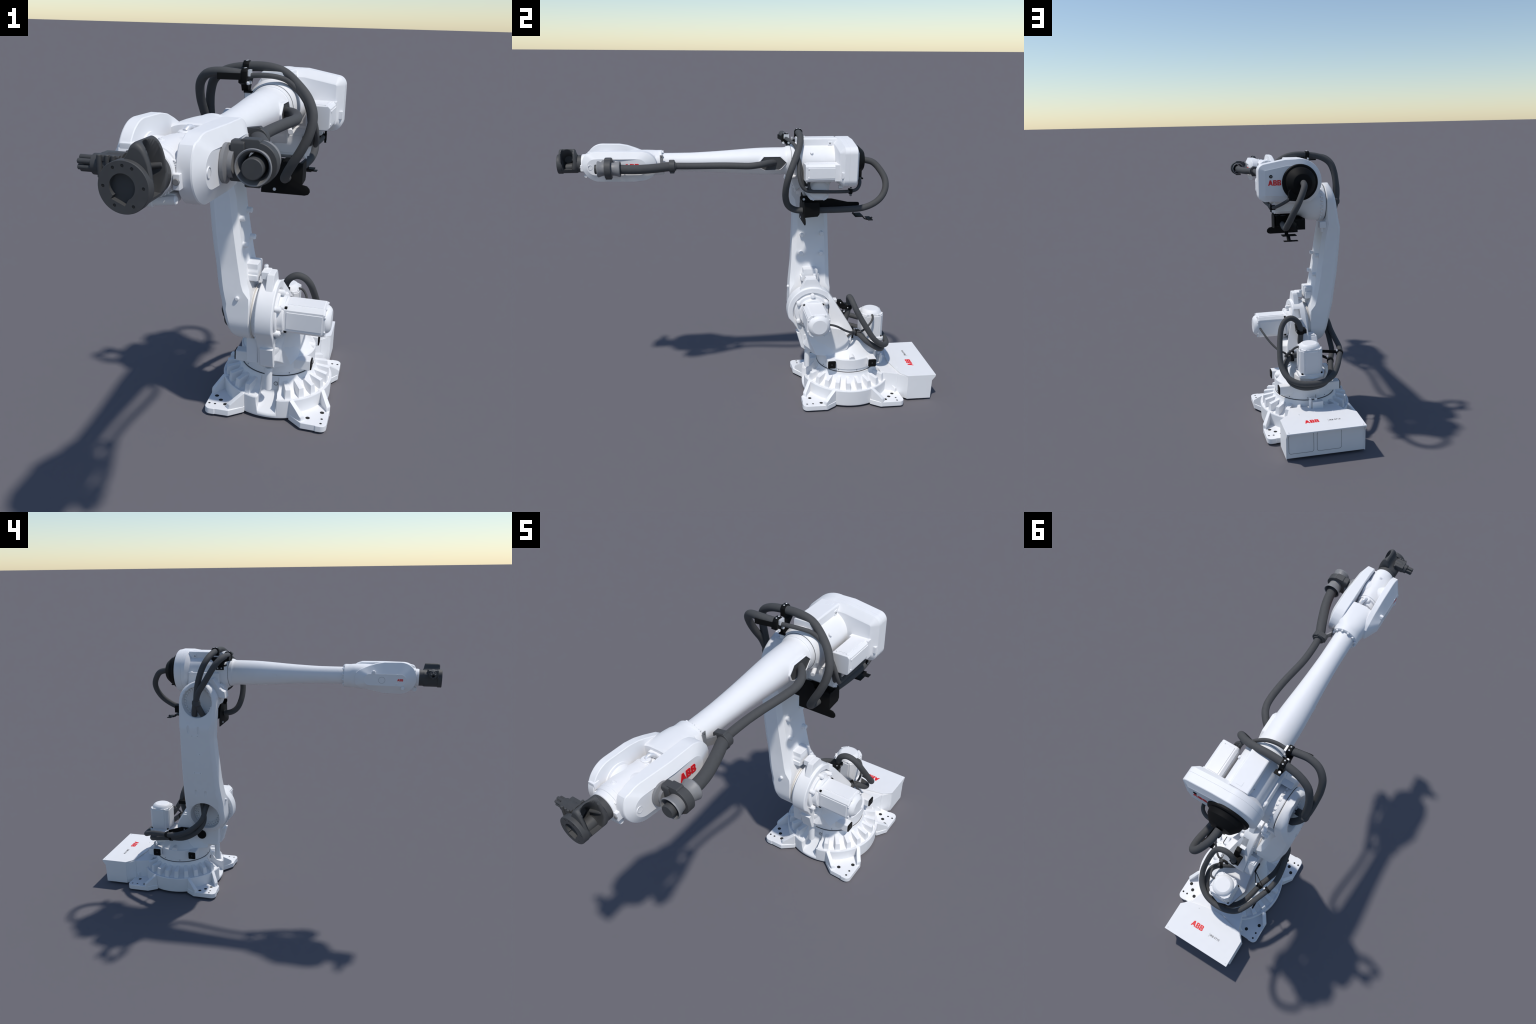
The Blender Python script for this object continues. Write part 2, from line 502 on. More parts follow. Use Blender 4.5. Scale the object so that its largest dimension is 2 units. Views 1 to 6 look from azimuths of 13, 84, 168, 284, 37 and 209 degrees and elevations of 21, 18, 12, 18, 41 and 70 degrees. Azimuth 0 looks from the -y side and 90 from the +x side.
# shoulder gearbox flange and lugs on the motor side
flange = revolve("gear_flange", [(0, .015), (.1085, .015), (.1085, .030), (.0965, .032), (.0955, .047), (.092, .0505), (0, .0505)], 'x', J2Y - .004, J2Z, WHITE, frame, 96)
cyl("motor_spigot", 'x', J2Y, J2Z, .078, .04, .075, WHITE, frame, 64, .003)
for a in (90, 146, 214, 262, 320, 34):
    y, z = J2Y + .095 * math.cos(math.radians(a)), J2Z + .095 * math.sin(math.radians(a))
    rod("flange_lug", (.03, y, z), (.066, y, z), .012, WHITE, frame, 20, .002)
    bolt((.066, y, z), (1, 0, 0), .006, .003, WHITE, frame)
# casting under the shoulder motor
wedge("lower_cover", [(.262, .30, .03, .060), (.318, .262, .03, .082), (.44, .266, .03, .128), (.50, .300, .03, .136), (.515, .345, .03, .134), (.470, .420, .03, .130), (.40, .428, .03, .120), (.30, .42, .03, .080)], WHITE, frame, .006)

def motor(name, axis, cu, cv, a, b, half, parent, dots=True, h_cap=.028, flat=False):
    """square servo motor with clipped corners and a domed end cap; body from a to b along the axis, cap beyond b"""
    s = 1 if b > a else -1
    h = half
    c = h * .40
    m = prism(name, rect(cu - h, cu + h, cv - h, cv + h, c * .62), axis, *sorted((a, b)), WHITE, parent, .0009)
    f = AX[axis]
    g = .012
    # raised cover strips on the four faces (leave the corners as grooves)
    for du, dv in ((1, 0), (-1, 0), (0, 1), (0, -1)):
        w = h - c
        if du:
            pts = rect(cu + du * (h - .004), cu + du * (h + .0025), cv - w, cv + w)
        else:
            pts = rect(cu - w, cu + w, cv + dv * (h - .004), cv + dv * (h + .0025))
        prism("motor_cover_strip", pts, axis, *sorted((a + s * g, b - s * .004)), WHITE, m, .0012)
    L = h_cap
    k = b
    if flat:
        prism("motor_cap", rect(cu - h * .99, cu + h * .99, cv - h * .99, cv + h * .99, c * .5), axis, *sorted((b - s * .002, b + s * L)), WHITE, m, .004)
    else:
        prism("motor_cap_plate", rect(cu - h * .985, cu + h * .985, cv - h * .985, cv + h * .985, c * .72), axis, *sorted((k - s * .002, k + s * L * .24)), WHITE, m, .0012)
        revolve("motor_cap", [(0, k), (h * .975, k), (h * .975, k + s * L * .26), (h * .955, k + s * L * .40), (h * .89, k + s * L * .66), (h * .78, k + s * L * .87), (h * .655, k + s * L), (0, k + s * L)], axis, cu, cv, WHITE, m, 64, 24)
    for du, dv in ((1, 1), (1, -1), (-1, 1), (-1, -1)):
        d = f(0, 0, s)
        for ku, kv in ((1, .55), (.55, 1)):
            pos = f(cu + du * h * .96 * ku, cv + dv * h * .96 * kv, b + s * (L * .22 if not flat else -.003))
            bolt(pos, d, .0045, .004, WHITE, m)
        if dots:
            fu, fv = cu + du * (h - .0075), cv + dv * (h - .0075)
            p0 = f(fu, fv, a + s * .004)
            p1 = f(fu, fv, a + s * .014)
            rod("screw_recess", p0, p1, .0062, BLACK, m, 14)
    return m

motor("shoulder_motor", 'x', J2Y + .001, J2Z, .074, .236, .0605, frame)
prism("motor_flange", rrect(J2Y - .062, J2Y + .062, J2Z - .062, J2Z + .062, .012), 'x', .060, .076, WHITE, frame, .002)
motor("turning_motor", 'z', .012, .657, .332, .468, .0600, tur)
prism("motor_flange", rrect(.012 - .066, .012 + .070, .656 - .066, .656 + .066, .014), 'z', .318, .338, WHITE, tur, .004)

# seal between shoulder frame and lower arm
revolve("shoulder_seal", [(0, -.055), (.112, -.055), (.112, -.028), (0, -.028)], 'x', J2Y, J2Z, WHITE, frame, 96)
revolve("shoulder_seal", [(.10, -.0500), (.1165, -.0500), (.1165, -.0465), (.10, -.0465)], 'x', J2Y, J2Z, SEAM, frame, 96)
for i in range(36):
    a = 2 * math.pi * i / 36
    bolt((-.0300, J2Y + .1225 * math.cos(a), J2Z + .1225 * math.sin(a)), (-1, 0, 0), .0062, .0028, WHITE, frame)

# ================================================================== LOWER ARM
def interp(tab, z):
    for (z0, v0), (z1, v1) in zip(tab[:-1], tab[1:]):
        if z <= z1:
            t = (z - z0) / (z1 - z0)
            return v0 + (v1 - v0) * t
    return tab[-1][1]
XO = [(.385, -.114), (.41, -.130), (.44, -.143), (.49, -.156), (.58, -.178), (.64, -.192), (.74, -.206), (.82, -.220), (.95, -.233), (1.05, -.241), (1.07, -.241), (1.12, -.230), (1.20, -.218), (1.26, -.208), (1.32, -.192)]
XI = [(.385, -.052), (.60, -.054), (.66, -.074), (.74, -.090), (.80, -.100), (.91, -.117), (1.0, -.128), (1.10, -.150), (1.13, -.158), (1.32, -.158)]
YF = [(.60, .194), (.73, .208), (1.0, .220), (1.10, .207)]
YB = [(.60, .427), (.77, .424), (1.03, .416), (1.10, .420)]
def y_ext(z):
    if z < .52:
        c, r = .503, .119
        h = math.sqrt(max(1e-5, r * r - (z - c) ** 2))
        return J2Y - h, J2Y + h
    if z < .60:
        t = (z - .52) / .08
        h = .1178
        return (J2Y - h) * (1 - t) + .194 * t, (J2Y + h) * (1 - t) + .427 * t
    if z <= 1.10:
        return interp(YF, z), interp(YB, z)
    if z <= J3Z:
        t = (z - 1.10) / (J3Z - 1.10)
        return .207 * (1 - t) + .201 * t, .420 * (1 - t) + .422 * t
    h = math.sqrt(max(1e-5, .1105 ** 2 - (z - J3Z) ** 2))
    return J3Y - h, J3Y + h
zs = [.503 - .119 * math.cos(math.radians(a)) for a in (6, 14, 24, 34, 44, 55, 66, 78, 88)]
zs += [.52, .545, .57, .60, .63, .66, .70, .74, .80, .86, .91, .96, 1.0, 1.03, 1.05, 1.062, 1.075, 1.10, 1.13, 1.16, 1.19]
zs += [J3Z + .1105 * math.sin(math.radians(a)) for a in (0, 12, 24, 36, 48, 58, 66, 74, 80, 85)]
secs = []
for z in zs:
    xo, xi = interp(XO, z), interp(XI, z)
    y0, y1 = y_ext(z)
    w = y1 - y0
    k = min(.016, w * .2)
    ci = min(.022, w * .22) if .62 < z < 1.12 else min(.006, w * .15)
    co = min(.018, w * .2)
    cf = min(.026, w * .2) if .56 < z < 1.08 else co
    pts = [(xi, y0 + ci * 1.1), (xi - ci * .9, y0), (xo + cf, y0), (xo + cf * .35, y0 + cf * .35), (xo, y0 + cf),
           (xo, y1 - co), (xo + co * .35, y1 - co * .35), (xo + co, y1), (xi - ci * .9, y1), (xi, y1 - ci * 1.1)]
    secs.append([(p[0], p[1], z) for p in pts])
arm = loft("lower_arm", secs, WHITE, None, 32)
c1 = revolve("cutter", [(0, -.098), (.088, -.098), (.089, -.13), (.091, -.16), (.094, -.19), (.094, -.30), (0, -.30)], 'x', J2Y, J2Z)
c2 = revolve("cutter", [(0, -.186), (.084, -.186), (.085, -.22), (.092, -.235), (.092, -.30), (0, -.30)], 'x', J3Y, J3Z)
cutters = [c1, c2]
for y, z in ((.286, .657), (.345, .662), (.300, 1.056), (.360, 1.060)):
    xo = interp(XO, z)
    cutters.append(prism("cutter", rrect(y - .007, y + .007, z - .022, z + .022, .0065), 'x', xo - .02, xo + .004, bw=0))
cut(arm, cutters, ang=32)
for cy, cz, x, rr in ((J2Y, J2Z, -.098, (.079, .065)), (J3Y, J3Z, -.186, (.076,))):
    for r in rr:
        n = int(2 * math.pi * r / .0155)
        for i in range(n):
            a = 2 * math.pi * i / n
            bolt((x, cy + r * math.cos(a), cz + r * math.sin(a)), (-1, 0, 0), .0062, .006, WHITE, arm)
for y, z in ((.265, .910), (.378, .914), (.376, .802), (.262, .804)):
    xi = interp(XI, z)
    rod("threaded_boss", (xi - .004, y, z), (xi + .0215, y, z), .0115, WHITE, arm, 24, .002)
for y, z in ((.185 + .012, .60), (.425 - .012, .60)):
    rod("lifting_boss", (-.105, y, z), (-.105, y + (-.012 if y < .3 else .012), z), .009, WHITE, arm, 20, .003)
for y0, y1, z in ((.303, .343, 1.022), (.302, .345, .795), (.29, .31, .912)):
    xo = interp(XO, z)
    prism("label_plate", rrect(y0 - .006, y1 + .006, z - .008, z + .008, .004), 'x', xo - .0012, xo + .004, WHITE, arm, .0005)
    for y in ((y0 + .004, y1 - .004) if y1 - y0 > .03 else ((y0 + y1) / 2,)):
        bolt((xo - .0010, y, z), (-1, 0, 0), .0025, .0006, DARK, arm)
# hard-stop block on the inner face above the shoulder
prism("stop_block", [(.268, .700), (.262, .690), (.262, .668), (.300, .655), (.345, .660), (.352, .700), (.352, .716), (.345, .724), (.268, .724)], 'x', -.095, -.041, WHITE, arm, .004)
prism("stop_block", [(.255, .655), (.305, .640), (.305, .676), (.255, .680)], 'x', -.095, -.040, WHITE, arm, .004)
prism("stop_block", [(.315, .640), (.358, .655), (.358, .695), (.315, .695)], 'x', -.095, -.044, WHITE, arm, .004)
# elbow stop block behind
box("elbow_stop", -.156, -.118, .370, .412, 1.075, 1.112, WHITE, arm, .004)
cyl("elbow_stop_pin", 'z', -.135, .392, .011, 1.052, 1.08, WHITE, arm, 20, .003)

# ================================================================== UPPER ARM HOUSING
hous = revolve("upper_arm_housing", [(0, .150), (.074, .150), (.0765, .156), (.079, .1715), (.0815, .1725), (.0835, .176), (.092, .190), (.0955, .205), (.0955, .40), (0, .40)], 'y', AXX, AXZ, seg=96, ang=25)
revolve("seam_ring", [(.074, .1702), (.0800, .1702), (.0800, .1722), (.074, .1722)], 'y', AXX, AXZ, DARK, hous, 96)
prism("top_ridge", [(-.036, 1.43), (.056, 1.43), (.055, 1.464), (.050, 1.468), (-.030, 1.468), (-.035, 1.464)], 'y', .205, .41, WHITE, hous, .003)
for x, s in ((.0555, 1), (-.0355, -1)):
    box("ridge_pad", *sorted((x - s * .002, x + s * .0035)), .362, .384, 1.432, 1.452, WHITE, hous, .001)
    bolt((x + s * .0035, .373, 1.442), (s, 0, 0), .0045, .0008, DARK, hous)
rod("housing_plug", (.080, .272, 1.392), (.098, .272, 1.404), .008, WHITE, hous, 20)
box("ridge_label", .005, .035, .375, .395, 1.4675, 1.4688, WHITE, hous, .0004)
# rear gear cover
front = arc(.2005, 1.4115, .036, 0, 78, 10) + [(.09, 1.4685)] + arc(AXX, AXZ + .001, .1225, 80, 244, 36) + [(.06, 1.238), (.17, 1.2455)] + arc(.1960, 1.2865, .041, -84, 0, 10)
cen = Vector((.06, 1.35))
def inset(pts, d):
    out = []
    n = len(pts)
    for i in range(n):
        p, q, r = Vector(pts[i - 1]), Vector(pts[i]), Vector(pts[(i + 1) % n])
        t = (r - p).normalized()
        nrm = Vector((-t.y, t.x))
        if (cen - q).dot(nrm) < 0:
            nrm = -nrm
        out.append(tuple(q + nrm * d))
    return out
cs = [(.393, .030), (.396, .024), (.416, .0), (.4385, .0), (.4392, .0012), (.4398, .0), (.477, .0), (.480, .002), (.4915, .031), (.4935, .034)]
cover = loft("gear_cover", [[(p[0], y, p[1]) for p in inset(front, d)] for y, d in cs], WHITE, None, 25)
prism("cover_bracket", [(.372, 1.358), (.405, 1.358), (.412, 1.350), (.405, 1.275), (.372, 1.275)], 'x', .125, .214, WHITE, cover, .002)
prism("cover_lug", [(.403, 1.322), (.425, 1.322), (.425, 1.314), (.410, 1.292), (.403, 1.292)], 'x', .205, .236, WHITE, cover, .002)
cyl("cover_foot", 'y', .155, 1.236, .010, .405, .425, WHITE, cover, 16)
logo((.187, .4938, 1.334), (-1, 0, 0), (0, 0, 1), .029, RED, cover)
revolve("oil_plug", [(.0045, .493), (.0090, .493), (.0090, .4958), (.0045, .4958)], 'y', .171, 1.382, BLACK, cover, 24)
cyl("oil_plug_core", 'y', .171, 1.382, .0047, .49, .4945, GREY, cover, 16)
# black bell with hose outlet
bell = revolve("hose_bell", [(0, .488), (.097, .488), (.0985, .491), (.0985, .500), (.095, .505), (.084, .507), (.082, .512), (.078, .530), (.056, .556), (.050, .5605), (.030, .563), (.0, .563)], 'y', AXX + .003, 1.346, BLACK, cover, 72, 25)
prism("bell_spout", [(.085, 1.255), (.045, 1.250), (.02, 1.285), (.02, 1.32), (.075, 1.32), (.085, 1.30)][::-1], 'y', .505, .542, BLACK, bell, .004)
box("bell_tab", .035, .070, .512, .555, 1.255, 1.262, BLACK, bell, .001)
# elbow gearbox
elb = revolve("elbow_gearbox", [(0, -.155), (.104, -.155), (.107, -.151), (.107, -.138), (.103, -.134), (.100, -.125), (.098, -.072), (.070, -.018), (.068, .004), (0, .004)], 'x', J3Y, J3Z, WHITE, hous, 96, 30)
revolve("elbow_seal", [(0, -.1585), (.1045, -.1585), (.1045, -.154), (0, -.154)], 'x', J3Y, J3Z, DARK, elb, 96)
for i in range(30):
    a = 2 * math.pi * i / 30
    bolt((-.134, J3Y + .1025 * math.cos(a), J3Z + .1025 * math.sin(a)), (1, 0, 0), .006, .008, WHITE, elb)
prism("housing_neck", [(.212, 1.25), (.215, 1.36), (.398, 1.36), (.404, 1.26), (.37, 1.215), (.25, 1.215)], 'x', -.098, .060, WHITE, elb, .008, 3)
prism("front_web", [(.180, 1.262), (.186, 1.285), (.21, 1.30), (.24, 1.20), (.215, 1.175)], 'x', -.10, -.03, WHITE, elb, .004)
prism("stop_lug", [(.163, 1.225), (.168, 1.262), (.195, 1.275), (.235, 1.335), (.262, 1.325), (.225, 1.23)], 'x', -.150, -.085, WHITE, elb, .004)
rod("cast_peg", (-.060, .378, 1.350), (-.103, .378, 1.350), .0135, WHITE, hous, 24, .004)
prism("cast_peg_web", [(.368, 1.35), (.388, 1.35), (.372, 1.28), (.35, 1.28)], 'x', -.095, -.05, WHITE, hous, .002)
# elbow motor, forearm motor
motor("elbow_motor", 'x', J3Y - .002, J3Z + .003, .0, .122, .0525, hous, dots=False, h_cap=.014)
mt = motor("forearm_motor", 'y', .169, 1.316, .385, .238, .043, hous, dots=False, h_cap=.014, flat=True)
rod("grease_nipple", (.072, .200, 1.279), (.086, .158, 1.273), .0095, WHITE, hous, 16)
prism("front_bracket", rect(.052, .095, 1.315, 1.345), 'y', .178, .205, WHITE, hous, .003)

# ================================================================== FOREARM TUBE
prof = [(0, -.488), (.0475, -.488), (.0475, -.40), (.0478, -.345), (.0488, -.315), (.0507, -.27), (.0535, -.215), (.0572, -.155), (.0615, -.095), (.0650, -.045), (.0674, -.005), (.0688, .035), (.0694, .08), (.0694, .135), (.0712, .148), (.0740, .153), (.0740, .1702), (0, .1702)]
fore = revolve("forearm", prof, 'y', AXX, AXZ, seg=96, ang=22)
# hose port: raised rim with a dark floor
port = [(.004, 1.350), (.030, 1.381), (.112, 1.381), (.146, 1.350), (.120, 1.322), (.108, 1.314), (.034, 1.314), (.014, 1.325)]
pc = Vector((.075, 1.348))
big = [tuple(pc + (Vector(p) - pc) * 1.10) for p in port]
bossm = prism("port_rim", big, 'x', .045, .0845, WHITE, fore, .006, 3)
pm = prism("cutter", port, 'x', .0800, .10, bw=0)
cut(bossm, [pm])
prism("port_plate", port, 'x', .070, .0812, DARK, fore, .0008)
prism("cast_pad", rrect(-.112, -.082, 1.338, 1.358, .008), 'x', -.052, -.0445, WHITE, fore, .001)
# clamp flange with bolts
fl = revolve("wrist_flange", [(.040, -.505), (.0625, -.505), (.063, -.503), (.063, -.485), (.0615, -.4835), (.040, -.4835)], 'y', AXX, AXZ, WHITE, None, 96)
for i in range(12):
    a = math.radians(15 + 30 * i)
    bolt((AXX + .0555 * math.cos(a), -.484, AXZ + .0555 * math.sin(a)), (0, 1, 0), .0055, .008, WHITE, fl)

# ================================================================== WRIST FORK
def resample(pts, n):
    """n points evenly spread by angle-free arc length round a closed outline"""
    P = [Vector(p) for p in pts]
    P.append(P[0])
    L = [0.0]
    for a, b in zip(P[:-1], P[1:]):
        L.append(L[-1] + (b - a).length)
    out = []
    k = 0
    for i in range(n):
        t = L[-1] * i / n
        while L[k + 1] < t:
            k += 1
        f = (t - L[k]) / (L[k + 1] - L[k])
        out.append(P[k].lerp(P[k + 1], f))
    return out
def stadium(y0, y1, z0, z1, rf, rb):
    """rounded outline in (y, z): rf = front corner radius, rb = rear corner radius; starts at the top middle"""
    o = [((y0 + y1) / 2, z1)]
    o += arc(y0 + rf, z1 - rf, rf, 90, 180, 12) + arc(y0 + rf, z0 + rf, rf, 180, 270, 12)
    o += arc(y1 - rb, z0 + rb, rb, 270, 360, 10) + arc(y1 - rb, z1 - rb, rb, 0, 90, 10)
    return o
def cheek(xs, outs):
    N = 96
    R = [resample(o, N) for o in outs]
    return [[(x, p.x, p.y) for p in r] for x, r in zip(xs, R)]
full_r = [(-.70, 1.419)] + [(-.800, 1.4185), (-.818, 1.4155), (-.836, 1.407)] + arc(-.789, 1.352, .082, 140, 262, 24) + [(-.62, 1.270), (-.575, 1.274), (-.548, 1.282), (-.526, 1.296), (-.512, 1.316), (-.505, 1.345), (-.510, 1.372), (-.524, 1.394), (-.545, 1.409), (-.57, 1.417)]
flat_r = [(-.70, 1.386)] + arc(-.806, 1.3455, .0405, 90, 180, 12) + arc(-.806, 1.3455, .0405, 180, 270, 12) + arc(-.60, 1.345, .040, 270, 360, 10) + arc(-.60, 1.346, .040, 0, 90, 10)
def shrink(o, d):
    c = Vector((-.69, 1.348))
    n = len(o)
    out = []
    for i in range(n):
        p, q, r = Vector(o[i - 1]), Vector(o[i]), Vector(o[(i + 1) % n])
        t = (r - p).normalized()
        m = Vector((-t.y, t.x))
        if (c - q).dot(m) < 0:
            m = -m
        out.append(tuple(q + m * d))
    return out
flat_r = [(-.70, 1.386)] + arc(-.806, 1.3455, .0405, 90, 180, 12) + arc(-.806, 1.3455, .0405, 180, 270, 12) + arc(-.594, 1.345, .040, 270, 360, 10) + arc(-.594, 1.346, .040, 0, 90, 10)
wrist_secs = cheek((.0575, .0595, .1025, .1055, .1210, .1222), [shrink(full_r, .002), full_r, full_r, shrink(full_r, .0015), flat_r, shrink(flat_r, .0015)])
wrist = loft("wrist_fork", [[(x - (max(0, -.68 - y) * .085 if x > .08 else 0), y, z) for x, y, z in sec] for sec in wrist_secs], WHITE, None, 24)
full_l = [(-.70, 1.436), (-.785, 1.4375)] + arc(-.785, 1.354, .0835, 88, 272, 32) + [(-.708, 1.2705), (-.623, 1.286), (-.575, 1.298), (-.548, 1.312), (-.543, 1.35), (-.550, 1.378), (-.570, 1.394), (-.62, 1.415), (-.66, 1.429)]
flat_l = [(-.70, 1.380)] + arc(-.786, 1.3475, .0325, 90, 180, 12) + arc(-.786, 1.3475, .0325, 180, 270, 12) + arc(-.626, 1.3475, .0315, 270, 360, 10) + arc(-.626, 1.3475, .0315, 0, 90, 10)
loft("fork_cheek", cheek((-.0385, -.0405, -.062, -.0645, -.0945, -.0960), [shrink(full_l, .002), full_l, full_l, shrink(full_l, .0015), flat_l, shrink(flat_l, .0015)]), WHITE, wrist, 24)
def nsec(y, x0, x1, z0, z1, k):
    """superellipse section: k = 2 round, larger = boxier"""
    cx, cz, rx, rz = (x0 + x1) / 2, (z0 + z1) / 2, (x1 - x0) / 2, (z1 - z0) / 2
    out = []
    for i in range(72):
        a = 2 * math.pi * i / 72
        ca, sa = math.cos(a), math.sin(a)
        out.append((cx + rx * math.copysign(abs(ca) ** (2 / k), ca), y, cz + rz * math.copysign(abs(sa) ** (2 / k), sa)))
    return out
loft("fork_neck", [nsec(-.4845, -.0525, .0725, 1.2855, 1.4105, 2), nsec(-.515, -.0530, .0740, 1.2850, 1.411, 2.05), nsec(-.530, -.055, .083, 1.284, 1.4115, 2.5), nsec(-.55, -.057, .089, 1.283, 1.412, 2.7), nsec(-.58, -.059, .092, 1.281, 1.412, 2.9), nsec(-.61, -.061, .092, 1.280, 1.411, 3.0), nsec(-.640, -.061, .090, 1.280, 1.409, 3.2), nsec(-.645, -.058, .086, 1.283, 1.405, 3.2)], WHITE, wrist, 30)
logo((.1222, -.664, 1.332), (0, 1, 0), (0, 0, 1), .030, RED, wrist)
logo((-.0960, -.770, 1.343), (0, -1, 0), (0, 0, 1), .0125, RED, wrist)
revolve("embossed_ring", [(.010, .106), (.012, .106), (.012, .1112), (.010, .1112)], 'x', -.828, 1.345, WHITE, wrist, 32)
revolve("cover_ring", [(.0165, -.0957), (.0175, -.0957), (.0175, -.0963), (.0165, -.0963)], 'x', -.690, 1.346, GREY, wrist, 40)
for y, z in ((-.768, 1.373), (-.812, 1.350), (-.768, 1.326)):
    bolt((-.0955, y, z), (-1, 0, 0), .0068, .0016, WHITE, wrist)
for y, z in ((-.646, 1.386), (-.800, 1.306)):
    rod("cast_boss", (-.080, y, z), (-.0985, y, z), .0105, WHITE, wrist, 6, .002)
for y in (-.660, -.718):
    bolt((-.0954, y, 1.346), (-1, 0, 0), .002, .0005, DARK, wrist)
box("fork_tab", -.062, -.036, -.862, -.838, 1.372, 1.398, WHITE, wrist, .003)
revolve("bearing_ring", [(.030, -.041), (.056, -.041), (.058, -.038), (.058, -.034), (.030, -.034)], 'x', -.765, AXZ, WHITE, wrist, 64)

# tilt unit inside the fork
tilt = revolve("tilt_unit", [(0, -.882), (.0425, -.882), (.0455, -.880), (.0470, -.872), (.0470, -.862), (.0500, -.861), (.0510, -.858), (.0510, -.846), (.0525, -.845), (.0530, -.842), (.0530, -.760), (.0520, -.735), (.0490, -.718), (.0490, -.708), (.046, -.706), (.046, -.704), (.049, -.702), (.0490, -.696), (.0435, -.692), (.0425, -.668), (.030, -.660), (0, -.660)], 'y', AXX, AXZ, WHITE, wrist, 72, 28)
cyl("tilt_hub", 'x', -.765, AXZ, .050, -.037, .056, WHITE, tilt, 64, .004)
bolt((AXX, -.824, AXZ + .0525), (0, 0, 1), .009, .002, WHITE, tilt)
bolt((AXX, -.824, AXZ + .0545), (0, 0, 1), .005, .003, WHITE, tilt)
for i in range(40):
    a = 2 * math.pi * i / 40
    if math.sin(a) > .55 or i % 10 in (0, 1):
        continue
    bolt((AXX + .0485 * math.cos(a), -.8625, AXZ + .0485 * math.sin(a)), (0, -1, 0), .0036, .006, WHITE, tilt)
cyl("tilt_cable_bush", 'z', .012, -.690, .017, AXZ + .02, AXZ + .052, WHITE, tilt, 24, .003)
box("tilt_cover", -.014, .036, -.656, -.640, 1.352, 1.393, WHITE, wrist, .002)
hose("wrist_cable", [(.012, -.690, 1.398), (.016, -.678, 1.408), (.022, -.664, 1.398), (.026, -.652, 1.378)], .007, STEEL, tilt)
rod("lock_pin", (.000, -.862, 1.286), (.055, -.862, 1.293), .0095, WHITE, tilt, 20, .002)
rod("lock_pin", (-.012, -.862, 1.287), (.008, -.862, 1.287), .0125, WHITE, tilt, 20, .002)
box("lock_block", -.02, .05, -.858, -.82, 1.282, 1.305, WHITE, tilt, .004)
box("side_latch", .056, .070, -.884, -.842, 1.318, 1.350, WHITE, tilt, .002)
cyl("latch_plug", 'y', .063, 1.335, .007, -.887, -.88, GREY, tilt, 16)

# ================================================================== TOOL END (dark grey)
tool = revolve("tool_head", [(.030, -.879), (.0428, -.879), (.0432, -.881), (.0432, -.899), (.0415, -.902), (.0415, -.905), (.030, -.905)], 'y', AXX, AXZ, DARK, None, 64)
# hollow body bulging upwards, opened towards +x
def sh(y, rx, zt, zb, k=0.0):
    out = []
    zc, rz = (zt + zb) / 2, (zt - zb) / 2
    for i in range(56):
        a = 2 * math.pi * i / 56
        ca, sa = math.cos(a), math.sin(a)
        e = 2.0 / 2.3
        out.append((AXX + rx * math.copysign(abs(ca) ** e, ca), y, zc + rz * math.copysign(abs(sa) ** e, sa)))
    return out
EGG = [(-.034, 1.348), (-.031, 1.369), (-.017, 1.382), (.002, 1.391), (.0125, 1.405), (.0195, 1.4195), (.030, 1.4245), (.043, 1.4145), (.052, 1.392), (.0565, 1.362), (.055, 1.336), (.046, 1.317), (.028, 1.305), (.010, 1.3015), (-.011, 1.306), (-.027, 1.321)]
def egg(y, f):
    """smooth closed section of the hood, f = 0 collar circle ... 1 full hood"""
    n = len(EGG)
    out = []
    for i in range(n * 5):
        k, t = divmod(i, 5)
        t /= 5
        p = [Vector(EGG[(k + d) % n]) for d in (-1, 0, 1, 2)]
        q = .5 * ((2 * p[1]) + (p[2] - p[0]) * t + (2 * p[0] - 5 * p[1] + 4 * p[2] - p[3]) * t * t + (3 * p[1] - p[0] - 3 * p[2] + p[3]) * t ** 3)
        c = Vector((AXX, AXZ))
        d = (q - c).normalized()
        r = c + d * .0428
        m = r.lerp(q, f)
        out.append((m.x, y, m.y))
    return out
body = loft("tool_body", [egg(-.900, 0), egg(-.9035, .35), egg(-.907, .85), egg(-.911, 1), egg(-.945, 1), egg(-.975, 1), egg(-.982, .96), egg(-.9855, .85), egg(-.987, .70)], DARK, tool, 40)
win = loft("cutter", [[(x, -.9480 + u * w, zc + v * h) for u, v in arc(0, .2, 1, 0, 180, 16) + [(-1, -.5), (-.7, -1), (.7, -1), (1, -.5)]] for x, w, zc, h in ((-.018, .016, 1.355, .018), (.000, .0235, 1.357, .026), (.018, .0265, 1.362, .033), (.030, .0275, 1.370, .044), (.045, .0280, 1.388, .064), (.09, .0285, 1.42, .095))])
cut(body, [win], ang=40)
rod("inner_shaft", (.012, -.966, 1.326), (.014, -.922, 1.332), .021, DARK, body, 24, .006)
rod("inner_rib", (.050, -.917, 1.374), (.010, -.926, 1.368), .006, DARK, body, 12)
# flange plate with bolt holes
fp = revolve("tool_flange", [(0, -.978), (.0475, -.978), (.0485, -.980), (.0485, -.998), (.0475, -1.0), (.0, -1.0)], 'y', AXX, AXZ - .001, DARK, tool, 72)
cutters = [cyl("cutter", 'y', AXX - .002, AXZ, .0245, -1.01, -.975, c=0),
           prism("cutter", [(-.014, AXZ - .022), (.012, AXZ - .034), (.020, AXZ - .020), (.0, AXZ)], 'y', -1.01, -.975, bw=0)]
for a in (90, 62, 118, 180, 0, 242, 298):
    cutters.append(cyl("cutter", 'y', AXX + .038 * math.cos(math.radians(a)), AXZ + .038 * math.sin(math.radians(a)), .0032, -1.01, -.992, c=0, seg=14))
cut(fp, cutters, ang=20)
for a in (90, 62, 118, 180, 0, 242, 298):
    cyl("flange_hole", 'y', AXX + .038 * math.cos(math.radians(a)), AXZ + .038 * math.sin(math.radians(a)), .0031, -.9995, -.990, HOLE, fp, 14, 0)
